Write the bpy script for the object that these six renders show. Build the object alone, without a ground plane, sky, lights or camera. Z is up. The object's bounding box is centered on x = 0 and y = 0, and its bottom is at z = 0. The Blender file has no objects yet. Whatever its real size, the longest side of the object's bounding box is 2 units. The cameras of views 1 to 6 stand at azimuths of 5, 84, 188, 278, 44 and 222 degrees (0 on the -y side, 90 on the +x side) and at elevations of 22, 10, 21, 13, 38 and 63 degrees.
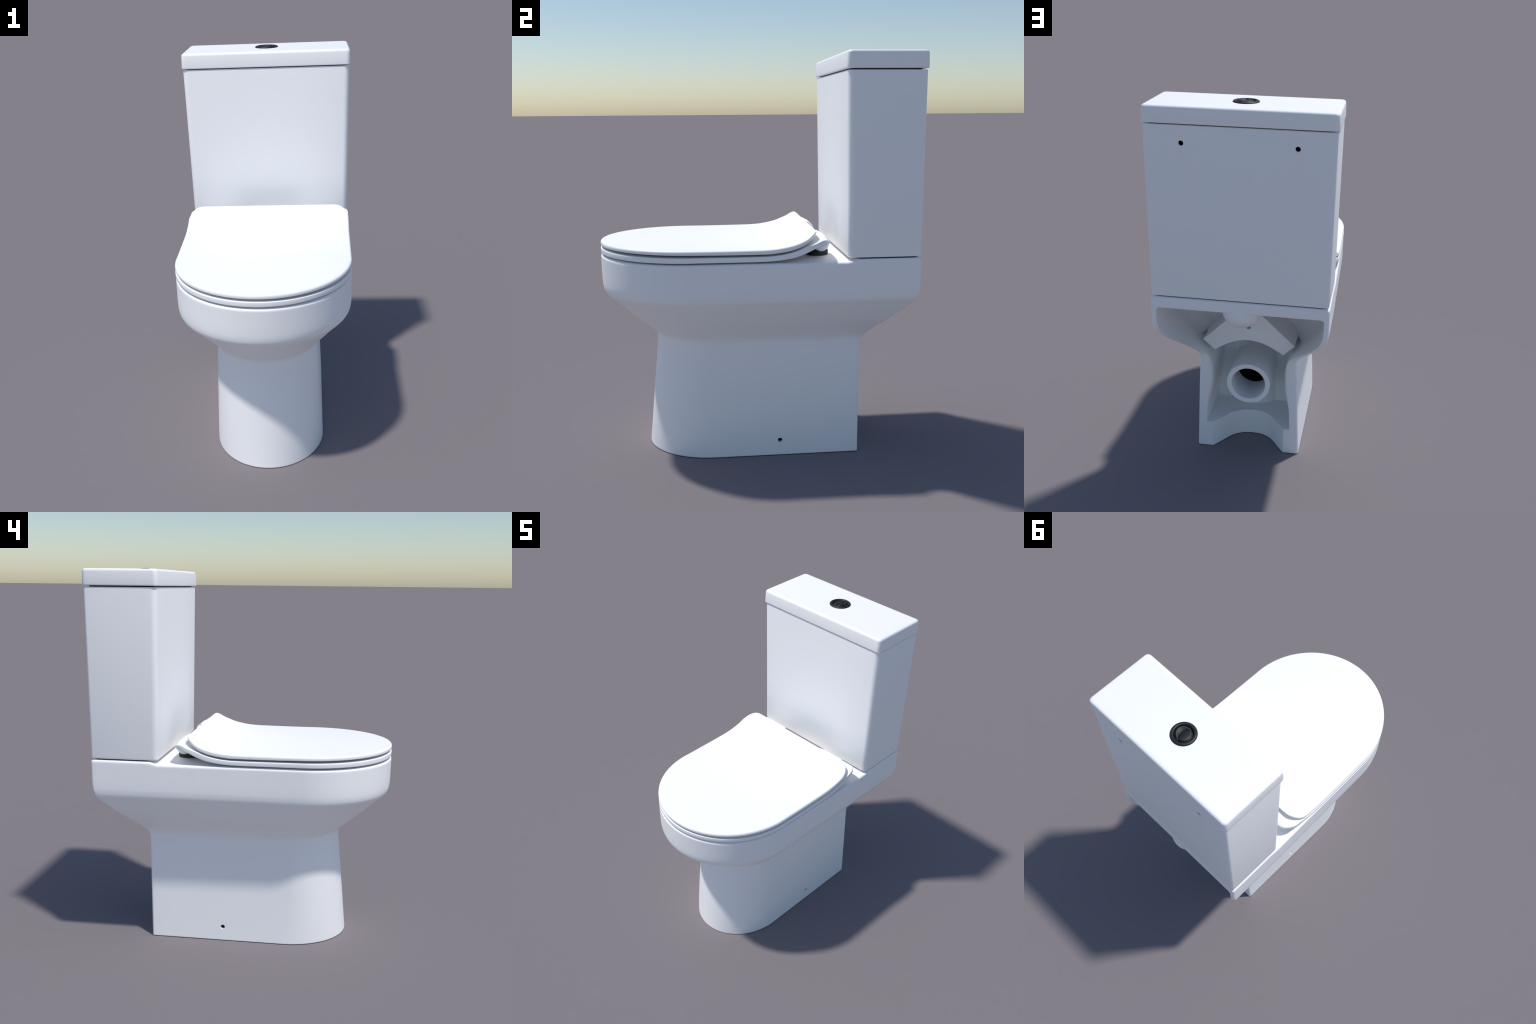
# Close-coupled ceramic toilet: pan, cistern, cistern lid with dual flush button, seat ring and seat cover.
import bpy, bmesh, math
from mathutils import Vector

# ------------------------------------------------------------------ helpers
def curve(points):
    """Monotone cubic through (t, value) control points."""
    pts = sorted(points)
    t = [p[0] for p in pts]; v = [p[1] for p in pts]; n = len(t)
    h = [t[i+1]-t[i] for i in range(n-1)]
    d = [(v[i+1]-v[i])/h[i] for i in range(n-1)]
    m = [d[0]] + [0.0]*(n-2) + [d[-1]]
    for i in range(1, n-1):
        if d[i-1]*d[i] > 0:
            w1, w2 = 2*h[i]+h[i-1], h[i]+2*h[i-1]
            m[i] = (w1+w2)/(w1/d[i-1]+w2/d[i])
    def f(x):
        if x <= t[0]: return v[0]
        if x >= t[-1]: return v[-1]
        i = 0
        while x > t[i+1]: i += 1
        s = (x-t[i])/h[i]
        return ((1+2*s)*(1-s)**2*v[i] + s*(1-s)**2*h[i]*m[i]
                + s*s*(3-2*s)*v[i+1] + s*s*(s-1)*h[i]*m[i+1])
    return f

def smooth(a, b, x):
    s = min(1, max(0, (x-a)/(b-a)))
    return s*s*(3-2*s)

def u_plan(w, yf, yr, b, rc, nf=40, ns=44, nc=8, notch=None):
    """D-shaped plan outline, symmetric in x: rear edge -> +x side -> front half ellipse -> -x side -> rear.
    Point i mirrors point N-1-i."""
    half = []
    if notch:                                   # notch = (half width, front y) cut in the rear edge
        nx, ny = notch
        half += [(nx*0.5, ny), (nx-0.006, ny), (nx, ny+0.006), (nx, yr-0.01), (nx+0.003, yr-0.003), (nx+0.01, yr)]
        half += [(nx+0.01+(w-rc-nx-0.01)*k/6, yr) for k in range(1, 6)]
    else:
        half += [((w-rc)*k/5, yr) for k in range(1, 5)]
    for k in range(nc+1):
        a = math.pi/2*(1-k/nc)
        half.append((w-rc+rc*math.cos(a), yr-rc+rc*math.sin(a)))
    y1, y2 = yr-rc, yf+b
    for k in range(1, ns):
        half.append((w, y1+(y2-y1)*k/ns))
    for k in range(nf):
        a = math.pi/2*k/nf
        half.append((w*math.cos(a), y2-b*math.sin(a)))
    return half + [(0.0, yf)] + [(-x, y) for x, y in reversed(half)]

def obj_from(name, verts, faces, mat, parent=None, smooth_angle=32):
    me = bpy.data.meshes.new(name)
    me.from_pydata(verts, [], faces)
    me.validate()
    bm = bmesh.new(); bm.from_mesh(me)
    bmesh.ops.recalc_face_normals(bm, faces=bm.faces)
    bm.to_mesh(me); bm.free()
    ob = bpy.data.objects.new(name, me)
    bpy.context.scene.collection.objects.link(ob)
    if mat: me.materials.append(mat)
    if parent: ob.parent = parent
    shade(ob, smooth_angle)
    return ob

def shade(ob, angle):
    me = ob.data
    me.polygons.foreach_set("use_smooth", [True]*len(me.polygons))
    me.set_sharp_from_angle(angle=math.radians(angle))

def loft(rings):
    """Closed solid through symmetric rings, both ends capped by strips across x."""
    n = len(rings[0]); V = []; F = []
    for r in rings: V += r
    for k in range(len(rings)-1):
        a, b = k*n, (k+1)*n
        for i in range(n):
            j = (i+1) % n
            F.append((a+i, a+j, b+j, b+i))
    for base in (0, (len(rings)-1)*n):
        mid = n//2
        for i in range(mid-1):
            F.append((base+i, base+i+1, base+n-2-i, base+n-1-i))
        F.append((base+mid-1, base+mid, base+mid+1))
    return V, F

def prism(poly, axis, lo, hi):
    """Extrude a 2D polygon along an axis ('y': poly is (x,z); 'z': poly is (x,y))."""
    n = len(poly)
    put = (lambda p, t: (p[0], t, p[1])) if axis == 'y' else (lambda p, t: (p[0], p[1], t))
    V = [put(p, lo) for p in poly] + [put(p, hi) for p in poly]
    F = [tuple(range(n)), tuple(range(2*n-1, n-1, -1))]
    F += [(i, (i+1) % n, n+(i+1) % n, n+i) for i in range(n)]
    return V, F

def cylinder(c, axis, r, lo, hi, n=48):
    V = []
    for t in (lo, hi):
        for k in range(n):
            a = 2*math.pi*k/n; u, v = r*math.cos(a), r*math.sin(a)
            V.append({'x': (t, c[0]+u, c[1]+v), 'y': (c[0]+u, t, c[1]+v), 'z': (c[0]+u, c[1]+v, t)}[axis])
    F = [tuple(range(n)), tuple(range(2*n-1, n-1, -1))]
    F += [(i, (i+1) % n, n+(i+1) % n, n+i) for i in range(n)]
    return V, F

def lathe(c, axis, profile, n=64, closed=False):
    """Revolve (radius, height) profile about an axis through c."""
    V = []; m = len(profile)
    for k in range(n):
        a = 2*math.pi*k/n; ca, sa = math.cos(a), math.sin(a)
        for r, t in profile:
            p = {'x': (t, r*ca, r*sa), 'y': (r*ca, t, r*sa), 'z': (r*ca, r*sa, t)}[axis]
            V.append((c[0]+p[0], c[1]+p[1], c[2]+p[2]))
    F = []
    for k in range(n):
        q = (k+1) % n
        for i in range(m if closed else m-1):
            j = (i+1) % m
            F.append((k*m+i, k*m+j, q*m+j, q*m+i))
    if not closed:
        F.append(tuple(k*m for k in range(n)))
        F.append(tuple(k*m+m-1 for k in reversed(range(n))))
    return V, F

def fillet(poly, r, n=6):
    """Round the corners of a polygon; r may be one radius or one per corner."""
    out = []; m = len(poly)
    for i, p in enumerate(poly):
        rr = r[i] if isinstance(r, (list, tuple)) else r
        p = Vector(p); a = Vector(poly[i-1])-p; b = Vector(poly[(i+1) % m])-p
        if rr <= 0: out.append(tuple(p)); continue
        ang = a.angle(b); d = min(rr/math.tan(ang/2), a.length*.49, b.length*.49)
        p0 = p+a.normalized()*d; p1 = p+b.normalized()*d
        for k in range(n+1):
            t = k/n
            out.append(tuple(p0*(1-t)**2+p*2*t*(1-t)+p1*t*t))
    return out

def cut(ob, tools, op='DIFFERENCE'):
    for V, F in tools:
        t = obj_from("cutter", V, F, None)
        m = ob.modifiers.new("cut", 'BOOLEAN'); m.object = t; m.operation = op; m.solver = 'EXACT'
        dg = bpy.context.evaluated_depsgraph_get()
        me = bpy.data.meshes.new_from_object(ob.evaluated_get(dg))
        ob.modifiers.clear()
        old = ob.data; name = old.name; ob.data = me
        bpy.data.meshes.remove(old); me.name = name
        tm = t.data; bpy.data.objects.remove(t); bpy.data.meshes.remove(tm)

def rounded_box(z0, z1, plan0, plan1, r0, r1, rcf, rcr, n=5):
    """Box tapering from plan0 to plan1 = (half width, front y, rear y); edge radii r0 bottom, r1 top;
    vertical corner radii rcf (front) and rcr (rear)."""
    levels = []
    for k in range(n+1):
        a = math.pi/2*k/n
        levels.append((z0+r0*(1-math.cos(a)), r0*(1-math.sin(a))))
    for k in range(n+1):
        a = math.pi/2*k/n
        levels.append((z1-r1*(1-math.sin(a)), r1*(1-math.cos(a))))
    rings = []
    for z, d in levels:
        s = (z-z0)/(z1-z0)
        w, yf, yr = [plan0[i]+(plan1[i]-plan0[i])*s for i in range(3)]
        w -= d; yf += d; yr -= d
        half = [(w*k/4*0.9, yr) for k in range(1, 4)]
        rr = max(rcr-d*0.5, 0.003); rf = max(rcf-d*0.5, 0.003)
        for k in range(7):
            a = math.pi/2*(1-k/6); half.append((w-rr+rr*math.cos(a), yr-rr+rr*math.sin(a)))
        for k in range(7):
            a = -math.pi/2*k/6; half.append((w-rf+rf*math.cos(a), yf+rf+rf*math.sin(a)))
        half.append((w*.4, yf))
        rings.append([(x, y, z) for x, y in half+[(0.0, yf)]+[(-x, y) for x, y in reversed(half)]])
    return rings

# ------------------------------------------------------------------ materials
def material(name, base, rough, coat=0.0, spec=0.5, bevel=0.0, speckle=0.0):
    m = bpy.data.materials.new(name); m.use_nodes = True
    nt = m.node_tree; b = nt.nodes["Principled BSDF"]
    b.inputs["Roughness"].default_value = rough
    b.inputs["Specular IOR Level"].default_value = spec
    b.inputs["Coat Weight"].default_value = coat
    tc = nt.nodes.new("ShaderNodeTexCoord")
    nz = nt.nodes.new("ShaderNodeTexNoise"); nz.inputs["Scale"].default_value = 3.0; nz.inputs["Detail"].default_value = 2
    nt.links.new(tc.outputs["Object"], nz.inputs["Vector"])
    mix = nt.nodes.new("ShaderNodeMix"); mix.data_type = 'RGBA'
    mix.inputs["A"].default_value = (*base, 1)
    mix.inputs["B"].default_value = (*[c*(1-speckle) for c in base], 1)
    nt.links.new(nz.outputs["Fac"], mix.inputs["Factor"])
    nt.links.new(mix.outputs["Result"], b.inputs["Base Color"])
    if bevel:
        bv = nt.nodes.new("ShaderNodeBevel"); bv.samples = 8; bv.inputs["Radius"].default_value = bevel
        nt.links.new(bv.outputs["Normal"], b.inputs["Normal"])
    return m

CERAMIC = material("white_glazed_ceramic", (1.0, 1.0, 1.0), .5, bevel=.006, speckle=.003)
PLASTIC = material("white_seat_plastic", (1.0, 1.0, 1.0), .5, speckle=.003)
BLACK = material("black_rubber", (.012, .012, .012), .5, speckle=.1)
BUTTON = material("dark_button_plastic", (.012, .0125, .014), .5, speckle=.05)

# ------------------------------------------------------------------ the thing
toilet = bpy.data.objects.new("toilet", None)
bpy.context.scene.collection.objects.link(toilet)
toilet["label"] = "white close-coupled ceramic toilet with closed lid and black flush button"
toilet["category"] = "toilet"

# ------------------------------------------------------------------ pan: lofted D-shaped sections
RIM, STEP = 1.0175, 0.0125        # front rim height, rise of the cistern platform
pan_w = curve([(0, .288), (.15, .2827), (.3, .2773), (.45, .272), (.56, .267), (.59, .2685), (.612, .276), (.64, .294), (.70, .345), (.785, .4075),
               (.815, .4280), (.826, .4360), (.834, .4403), (.842, .4430), (.855, .4460), (.875, .4482), (.92, .449), (1.01, .449)])
pan_f = curve([(0, -.558), (.1, -.5485), (.2, -.539), (.3, -.5295), (.4, -.520), (.5, -.5105), (.56, -.505), (.585, -.5045), (.605, -.510), (.63, -.538), (.70, -.620), (.785, -.7185),
               (.80, -.7357), (.81, -.747), (.82, -.757), (.828, -.7632), (.836, -.7675), (.85, -.7715), (.87, -.7743), (.91, -.776), (1.01, -.7775)])
pan_r = curve([(0, .502), (.28, .506), (.55, .509), (.582, .513), (.605, .524), (.63, .546), (.72, .638), (.785, .712),
               (.81, .735), (.84, .7535), (.87, .7625), (.92, .766), (1.01, .766)])
pan_b = curve([(0, .334), (.08, .309), (.3, .272), (.53, .262), (.58, .268), (.62, .295), (.80, .44), (1.01, .462)])
tail = curve([(.58, 0), (.64, .010), (.69, .020), (.75, .014), (.82, .004), (.86, 0)])   # fuller flanks towards the rear
slimming = curve([(0, 0), (.35, .018), (.6, .018), (.80, .021), (.87, .028), (1, .028)])
def plan_taper(y, z):
    narrow = slimming(z)*min(1, max(0, (.45-y)/.77))
    return 1-narrow+tail(z)*smooth(-.1, .55, y)

def pan_ring(z, inset=0.0, drop=0.0):
    pts = u_plan(pan_w(z)-inset, pan_f(z)+inset, pan_r(z)-inset, pan_b(z)-inset*.5, .012)
    lift = smooth(.90, RIM, z)
    return [(x*plan_taper(y, z), y, z-drop+STEP*lift*smooth(.424, .450, y)) for x, y in pts]

zs = [0, .03, .1, .2, .3, .4, .48, .54, .56, .57]
zs += [.575+.005*k for k in range(13)] + [.66, .68, .70, .72, .74, .76]
zs += [.77+.006*k for k in range(26)] + [.94, .97, .99, 1.0]
rings = [pan_ring(z) for z in zs]
R = .013
for k in range(0, 7):
    a = math.pi/2*k/6
    rings.append(pan_ring(RIM-R+R*math.sin(a), R*(1-math.cos(a))))
pan = obj_from("toilet_bowl", *loft(rings), CERAMIC, toilet)

# open back: wide cavity above, narrow chamber below, arched notch in the foot
def mirror(half):
    return half + [(-x, z) for x, z in reversed(half)]
LEDGE, BACK_WALL = .155, .207
oz = .4225                       # outlet axis height
def loft_y(polys, ys):
    """Solid through (x, z) polygons standing at successive y."""
    n = len(polys[0]); V = []; F = []
    for p, y in zip(polys, ys): V += [(x, y, z) for x, z in p]
    for k in range(len(ys)-1):
        a, b = k*n, (k+1)*n
        F += [(a+i, a+(i+1) % n, b+(i+1) % n, b+i) for i in range(n)]
    F += [tuple(range(n)), tuple(range(len(ys)*n-1, (len(ys)-1)*n-1, -1))]
    return V, F

# inner face of the open back: swells inwards at mid height, follows the outer flare above
inner_x = curve([(LEDGE, .235), (.23, .231), (.28, .2255), (.33, .215), (.38, .2055), (.43, .2005), (.50, .200), (.55, .2075), (.60, .228), (.65, .270),
                 (.70, .318), (.75, .360), (.80, .391), (.835, .407), (.865, .417), (.90, .422), (.955, .423), (.963, .421), (.969, .416), (.972, .408)])
uz = [.56+.015*k for k in range(27)] + [.955, .959, .963, .966, .969, .971, .972]
upper = []
uy = [.30, .303, .31, .325, .345, .37, .40, .43, .95]
for y in uy:
    k = 1-.30*(1-min(1, (y-.30)/.13))**2.2
    upper.append(mirror([(inner_x(z)*k, z) for z in uz]))
# lower chamber reaches further forward; its walls roll over at the rear edge
lz = [LEDGE+(.66-LEDGE)*k/36 for k in range(37)]
lower = []
ly = [BACK_WALL, BACK_WALL+.004, BACK_WALL+.015, BACK_WALL+.03, .44] + [.48+.003*k for k in range(12)] + [.95]
for y in ly:
    deep = .008*(1-min(1, (y-BACK_WALL)/.03))**2
    roll = .016*min(1, max(0, (y-.482)/.027))**2.2
    lower.append(mirror([(inner_x(z)-deep*smooth(LEDGE, .22, z)+roll*smooth(.20, .40, z)*(1-smooth(.50, .58, z)), z) for z in lz]))
# arched notch in the foot, seen in plan
foot_y = curve([(0, .337), (.044, .342), (.08, .357), (.112, .381), (.134, .409), (.156, .441), (.177, .471), (.191, .490), (.202, .504), (.22, .54)])
fx = [.23*k/24 for k in range(25)]
foot = [(-.23, .7)]+[(-x, foot_y(x)) for x in reversed(fx[1:])]+[(x, foot_y(x)) for x in fx]+[(.23, .7)]
# basin under the seat
basin = []
for k in range(9):
    t = k/8; s = math.cos(t*math.pi/2*.93)
    basin.append([(x, y, RIM+.02-.42*math.sin(t*math.pi/2)) for x, y in
                  u_plan(.30*s, -.14-.46*s, -.14+.36*s, .36*s, .18*s, nf=12, ns=6, nc=6)])
side_holes = [cylinder((.104, .0755), 'x', .0118, s*.2, s*.4) for s in (1, -1)]
void = prism([(-.262, .025), (.262, .025), (.262, .135), (-.262, .135)], 'y', -.10, .17)   # hollow foot behind the side holes
cut(pan, [loft_y(lower, ly), loft_y(upper, uy), prism(foot, 'z', -.1, LEDGE+.003),
          loft(basin), void, cylinder((0, oz), 'y', .1185, -.13, .25, 72)] + side_holes)
shade(pan, 32)

# outlet: horizontal spigot out of a rounded trap body
outlet_prof = [(.112, -.12), (.112, .300), (.0935, .308), (.0935, .497), (.0955, .5), (.118, .5), (.120, .498), (.120, -.125), (.001, -.125), (.001, -.12)]
pipe = obj_from("outlet_pipe", *lathe((0, 0, oz), 'y', outlet_prof, 72, closed=True), CERAMIC, pan)
bore_shadow = obj_from("bore_shadow_cup", *lathe((0, 0, oz), 'y', [(.001, .10), (.1105, .10), (.1105, .299), (.104, .299), (.104, .11), (.001, .11)], 72, closed=True), BLACK, pan)  # black cup modelled as the deep shadow inside the bore, not a rubber part
trap = obj_from("trap_body", *lathe((0, .112, 0), 'z', [(.02, .10), (.145, .10), (.145, .50), (.140, .52), (.125, .535), (.02, .54)], 72), CERAMIC, pan)
cut(trap, [cylinder((0, oz), 'y', .1185, -.2, .6, 72)])
shade(trap, 32)

# arched fixing bracket behind the basin
arch = [(.187-.374*k/16, .607+.083*math.sin(math.pi*k/16)**.9) for k in range(17)]
outline = [(.187, .607), (.252, .672), (.030, .895), (-.030, .895), (-.252, .672), (-.187, .607)] + list(reversed(arch[1:-1]))
bracket = obj_from("fixing_bracket", *prism(outline, 'y', .28, .517), CERAMIC, pan)
for v in bracket.data.vertices:                      # face leans back towards its foot
    if v.co.y > .4: v.co.y -= max(0, .79-v.co.z)*.2
cut(bracket, [cylinder((0, .772), 'y', .013, .40, .6, 24)])
shade(bracket, 32)

# flush inlet dome hanging under the platform
prof = [(.001, -.089)]+[(.102*math.cos(a), .089*math.sin(a)) for a in [math.radians(-88+4*k) for k in range(35)]]
inlet = obj_from("flush_inlet", *lathe((0, .672, .952), 'z', prof, 64), CERAMIC, pan)
cut(inlet, [prism([(-.2, .99), (.2, .99), (.2, 1.3), (-.2, 1.3)], 'y', .3, 1.0)])
shade(inlet, 40)

# ------------------------------------------------------------------ cistern
tank_rings = rounded_box(1.0362, 1.8990, (.4450, .413, .7655), (.4545, .401, .7695), .008, .006, .030, .014)
cistern = obj_from("cistern", *loft(tank_rings), CERAMIC, toilet)
hollow = loft(rounded_box(1.08, 1.88, (.41, .445, .752), (.42, .435, .754), .01, .01, .02, .02))
cut(cistern, [hollow]+[cylinder((s*.272, 1.8155), 'y', .0124, .70, .80, 32) for s in (1, -1)])
shade(cistern, 32)
seam_shadow = obj_from("seam_shadow_slab", *loft(rounded_box(1.022, 1.045, (.432, .455, .752), (.432, .455, .752), .002, .002, .03, .03)), BLACK, cistern)  # black slab set in the joint to darken it like a shadowed gap

lid = obj_from("cistern_lid", *loft(rounded_box(1.9057, 1.987, (.4595, .395, .7775), (.4570, .398, .7760), .004, .014, .022, .022)), CERAMIC, toilet)
lid_gap_shadow = obj_from("lid_gap_shadow_slab", *loft(rounded_box(1.88, 1.915, (.436, .418, .752), (.436, .418, .752), .002, .002, .03, .03)), BLACK, lid)  # shadow line under the lid, built as a black inset block

# dual flush button
BX, BY, BZ = 0.0, .588, 1.9865
cut(lid, [cylinder((BX, BY), 'z', .0595, 1.96, 2.1, 64)])
shade(lid, 32)
ring_prof = [(.0, -.018), (.058, -.018), (.058, .0002), (.062, .0002), (.0645, 0), (.0640, .0025), (.062, .0055), (.058, .0078), (.054, .0085), (.050, .0078),
             (.0470, .0055), (.0450, .001), (.0435, -.010), (.0, -.010)]
ring_prof = [(max(r, .0005), t) for r, t in ring_prof]
button_ring = obj_from("button_ring", *lathe((BX, BY, BZ), 'z', ring_prof, 72), BUTTON, lid, 50)

def button_part(name, small):
    """One half of the split push button; the split is an arc bowed towards +x."""
    R0 = .0420; nr = 22; na = 20
    def arc(y): return -.006+.020*(1-(y/R0)**2)
    V = []; F = []
    g = 1.2e-3
    for j in range(na+1):
        y = R0*.995*math.sin(math.pi/2*(2*j/na-1)); ex = math.sqrt(max(R0*R0-y*y, 0))
        a = min(arc(y), ex); lo, hi = (a+g*.5, ex) if small else (-ex, a-g*.5)
        if hi < lo: lo = hi = (lo+hi)/2
        for i in range(nr+1):
            s = i/nr; x = lo+(hi-lo)*s
            rim = 1-smooth(.034, .0415, math.hypot(x, y))
            if small:                                   # sweeps up to a raised rim, drops behind it
                z = .001+.0130*min(1, s/.8)**.9
                z -= (z+.002)*.8*smooth(.0335, .0405, math.hypot(x, y))
            else:                                       # low dome
                z = .001+.006*math.sin(math.pi*min(1, .12+.88*s))**.8-.004*(1-rim)
            V.append((BX+x, BY+y, BZ+z))
    n = len(V); V += [(x, y, BZ-.0095) for x, y, z in V]
    row = nr+1
    for j in range(na):
        for i in range(nr):
            q = (j*row+i, j*row+i+1, (j+1)*row+i+1, (j+1)*row+i)
            F.append(q); F.append(tuple(n+k for k in reversed(q)))
    edge = [i for i in range(row)]+[(j*row+nr) for j in range(1, na+1)]+[na*row+i for i in range(nr-1, -1, -1)]+[j*row for j in range(na-1, 0, -1)]
    for k in range(len(edge)):
        a, b = edge[k], edge[(k+1) % len(edge)]
        F.append((a, b, n+b, n+a))
    return obj_from(name, V, F, BUTTON, lid, 40)
button_part("flush_button", False)
button_part("flush_button", True)

# ------------------------------------------------------------------ seat ring with hinge shoulders
SW = .4445
seat_top = curve([(-1, 1.0535), (-.5, 1.052), (-.05, 1.0505), (.03, 1.0515), (.087, 1.056), (.152, 1.069), (.218, 1.095), (.264, 1.116), (.29, 1.1295),
                  (.303, 1.131), (.316, 1.1255), (.328, 1.114), (.336, 1.1045)])
seat_bot = curve([(-1, 1.0265), (-.05, 1.0265), (.03, 1.0275), (.087, 1.0315), (.152, 1.0415), (.218, 1.0645), (.257, 1.083), (.29, 1.0925), (.31, 1.0955), (.325, 1.0995), (.336, 1.1045)])
def shoulder(x, y): return -.008*smooth(.27, .43, abs(x))*smooth(.20, .30, y)*(1-smooth(.30, .336, y))
def slim(x, y): return x*(1-.016*min(1, max(0, (.2-y)/.5)))
def outer(d, b=.46):
    return [(slim(x, y), y) for x, y in u_plan(SW-d, -.777+d, .336-d, b-d*.5, .07, ns=60, notch=(.165, .258))]
def inner():
    pts = u_plan(.27, -.60, .13, .36, .20, ns=60, notch=None)
    # same point count as the notched outline: resample by index
    n = len(outer(0)); m = len(pts); out = []
    for i in range(n):
        t = i*(m-1)/(n-1); k = min(int(t), m-2); f = t-k
        out.append((pts[k][0]*(1-f)+pts[k+1][0]*f, pts[k][1]*(1-f)+pts[k+1][1]*f))
    return out
inn = inner(); n = len(inn)
def lerp(o, t): return [(a[0]+(c[0]-a[0])*t, a[1]+(c[1]-a[1])*t) for a, c in zip(o, inn)]
loops = []
r = .0045
for k in range(5):                                   # outer edge, bottom to top
    a = math.pi/2*k/4
    loops.append([(x, y, seat_bot(y)+r*(1-math.cos(a))*(1-smooth(.31, .336, y))) for x, y in outer(r*(1-math.sin(a)))])
for k in range(5):
    a = math.pi/2*k/4
    loops.append([(x, y, max(seat_top(y)+shoulder(x, y)-r*(1-math.sin(a)), seat_bot(y)+.001)) for x, y in outer(r*(1-math.cos(a)))])
STEPS = 14
for k in range(1, STEPS+1):
    loops.append([(x, y, seat_top(y)+shoulder(x, y)) for x, y in lerp(outer(r), k/STEPS)])
for k in range(STEPS, 0, -1):
    loops.append([(x, y, seat_bot(y)) for x, y in lerp(outer(r), k/STEPS)])
V = [p for l in loops for p in l]; F = []
for k in range(len(loops)):
    a, b = k*n, ((k+1) % len(loops))*n
    for i in range(n):
        F.append((a+i, a+(i+1) % n, b+(i+1) % n, b+i))
seat = obj_from("seat_ring", V, F, PLASTIC, toilet, 40)

for s in (1, -1):
    # rounded hinge barrel under the shoulder
    rr, e = .039, .02
    half_len = .083
    prof = [(.001, -half_len)]+[(rr-e+e*math.sin(math.pi/2*k/5), -half_len+e-e*math.cos(math.pi/2*k/5)) for k in range(6)]
    if s > 0: prof[1:7] = [(rr-.006, -half_len), (rr-.002, -half_len+.002), (rr, -half_len+.006)]   # crisp inner end
    prof += [(rr-e+e*math.sin(math.pi/2*k/5), half_len-e+e*math.cos(math.pi/2*k/5)) for k in range(5, -1, -1)]+[(.001, half_len)]
    if s < 0: prof = [(p, -t) for p, t in reversed([(.001, -half_len), (rr-.006, -half_len), (rr-.002, -half_len+.002), (rr, -half_len+.006)]+prof[7:])]
    obj_from("hinge_barrel", *lathe((s*.2505, .3045, 1.0885), 'x', prof, 40), PLASTIC, seat, 40)
    obj_from("hinge_foot", *lathe((s*.208, .300, 0), 'z', [(.001, 1.012), (.055, 1.012), (.0555, 1.016), (.0555, 1.040), (.053, 1.044), (.001, 1.045)], 48),
             BLACK, seat, 40)

# ------------------------------------------------------------------ seat cover
cov_top = curve([(-.78, 1.087), (-.5, 1.0855), (-.2, 1.083), (0, 1.084), (.06, 1.087), (.10, 1.0925), (.15, 1.103), (.19, 1.117),
                 (.22, 1.131), (.245, 1.149), (.262, 1.160), (.273, 1.163)])
cov_bot = curve([(-.78, 1.0655), (-.42, 1.0645), (-.1, 1.0612), (.03, 1.0617), (.10, 1.0685), (.15, 1.0785), (.19, 1.093), (.22, 1.109),
                 (.245, 1.128), (.262, 1.142), (.273, 1.149)])
def cover_outline(d):
    return [(slim(x, y), y) for x, y in u_plan(SW-.0005-d, -.777+d, .273-d, .46-d*.5, .085-d*.5, ns=70, nc=14)]
loops = []
rb, rt = .004, .011
for k in range(6):
    a = math.pi/2*k/5
    loops.append([(x, y, cov_bot(y)+rb*(1-math.cos(a))) for x, y in cover_outline(rb*(1-math.sin(a)))])
for k in range(7):
    a = math.pi/2*k/6
    loops.append([(x, y, cov_top(y)-rt*(1-math.sin(a))) for x, y in cover_outline(rt*(1-math.cos(a)))])
cover = obj_from("seat_cover", *loft(loops), PLASTIC, toilet, 40)
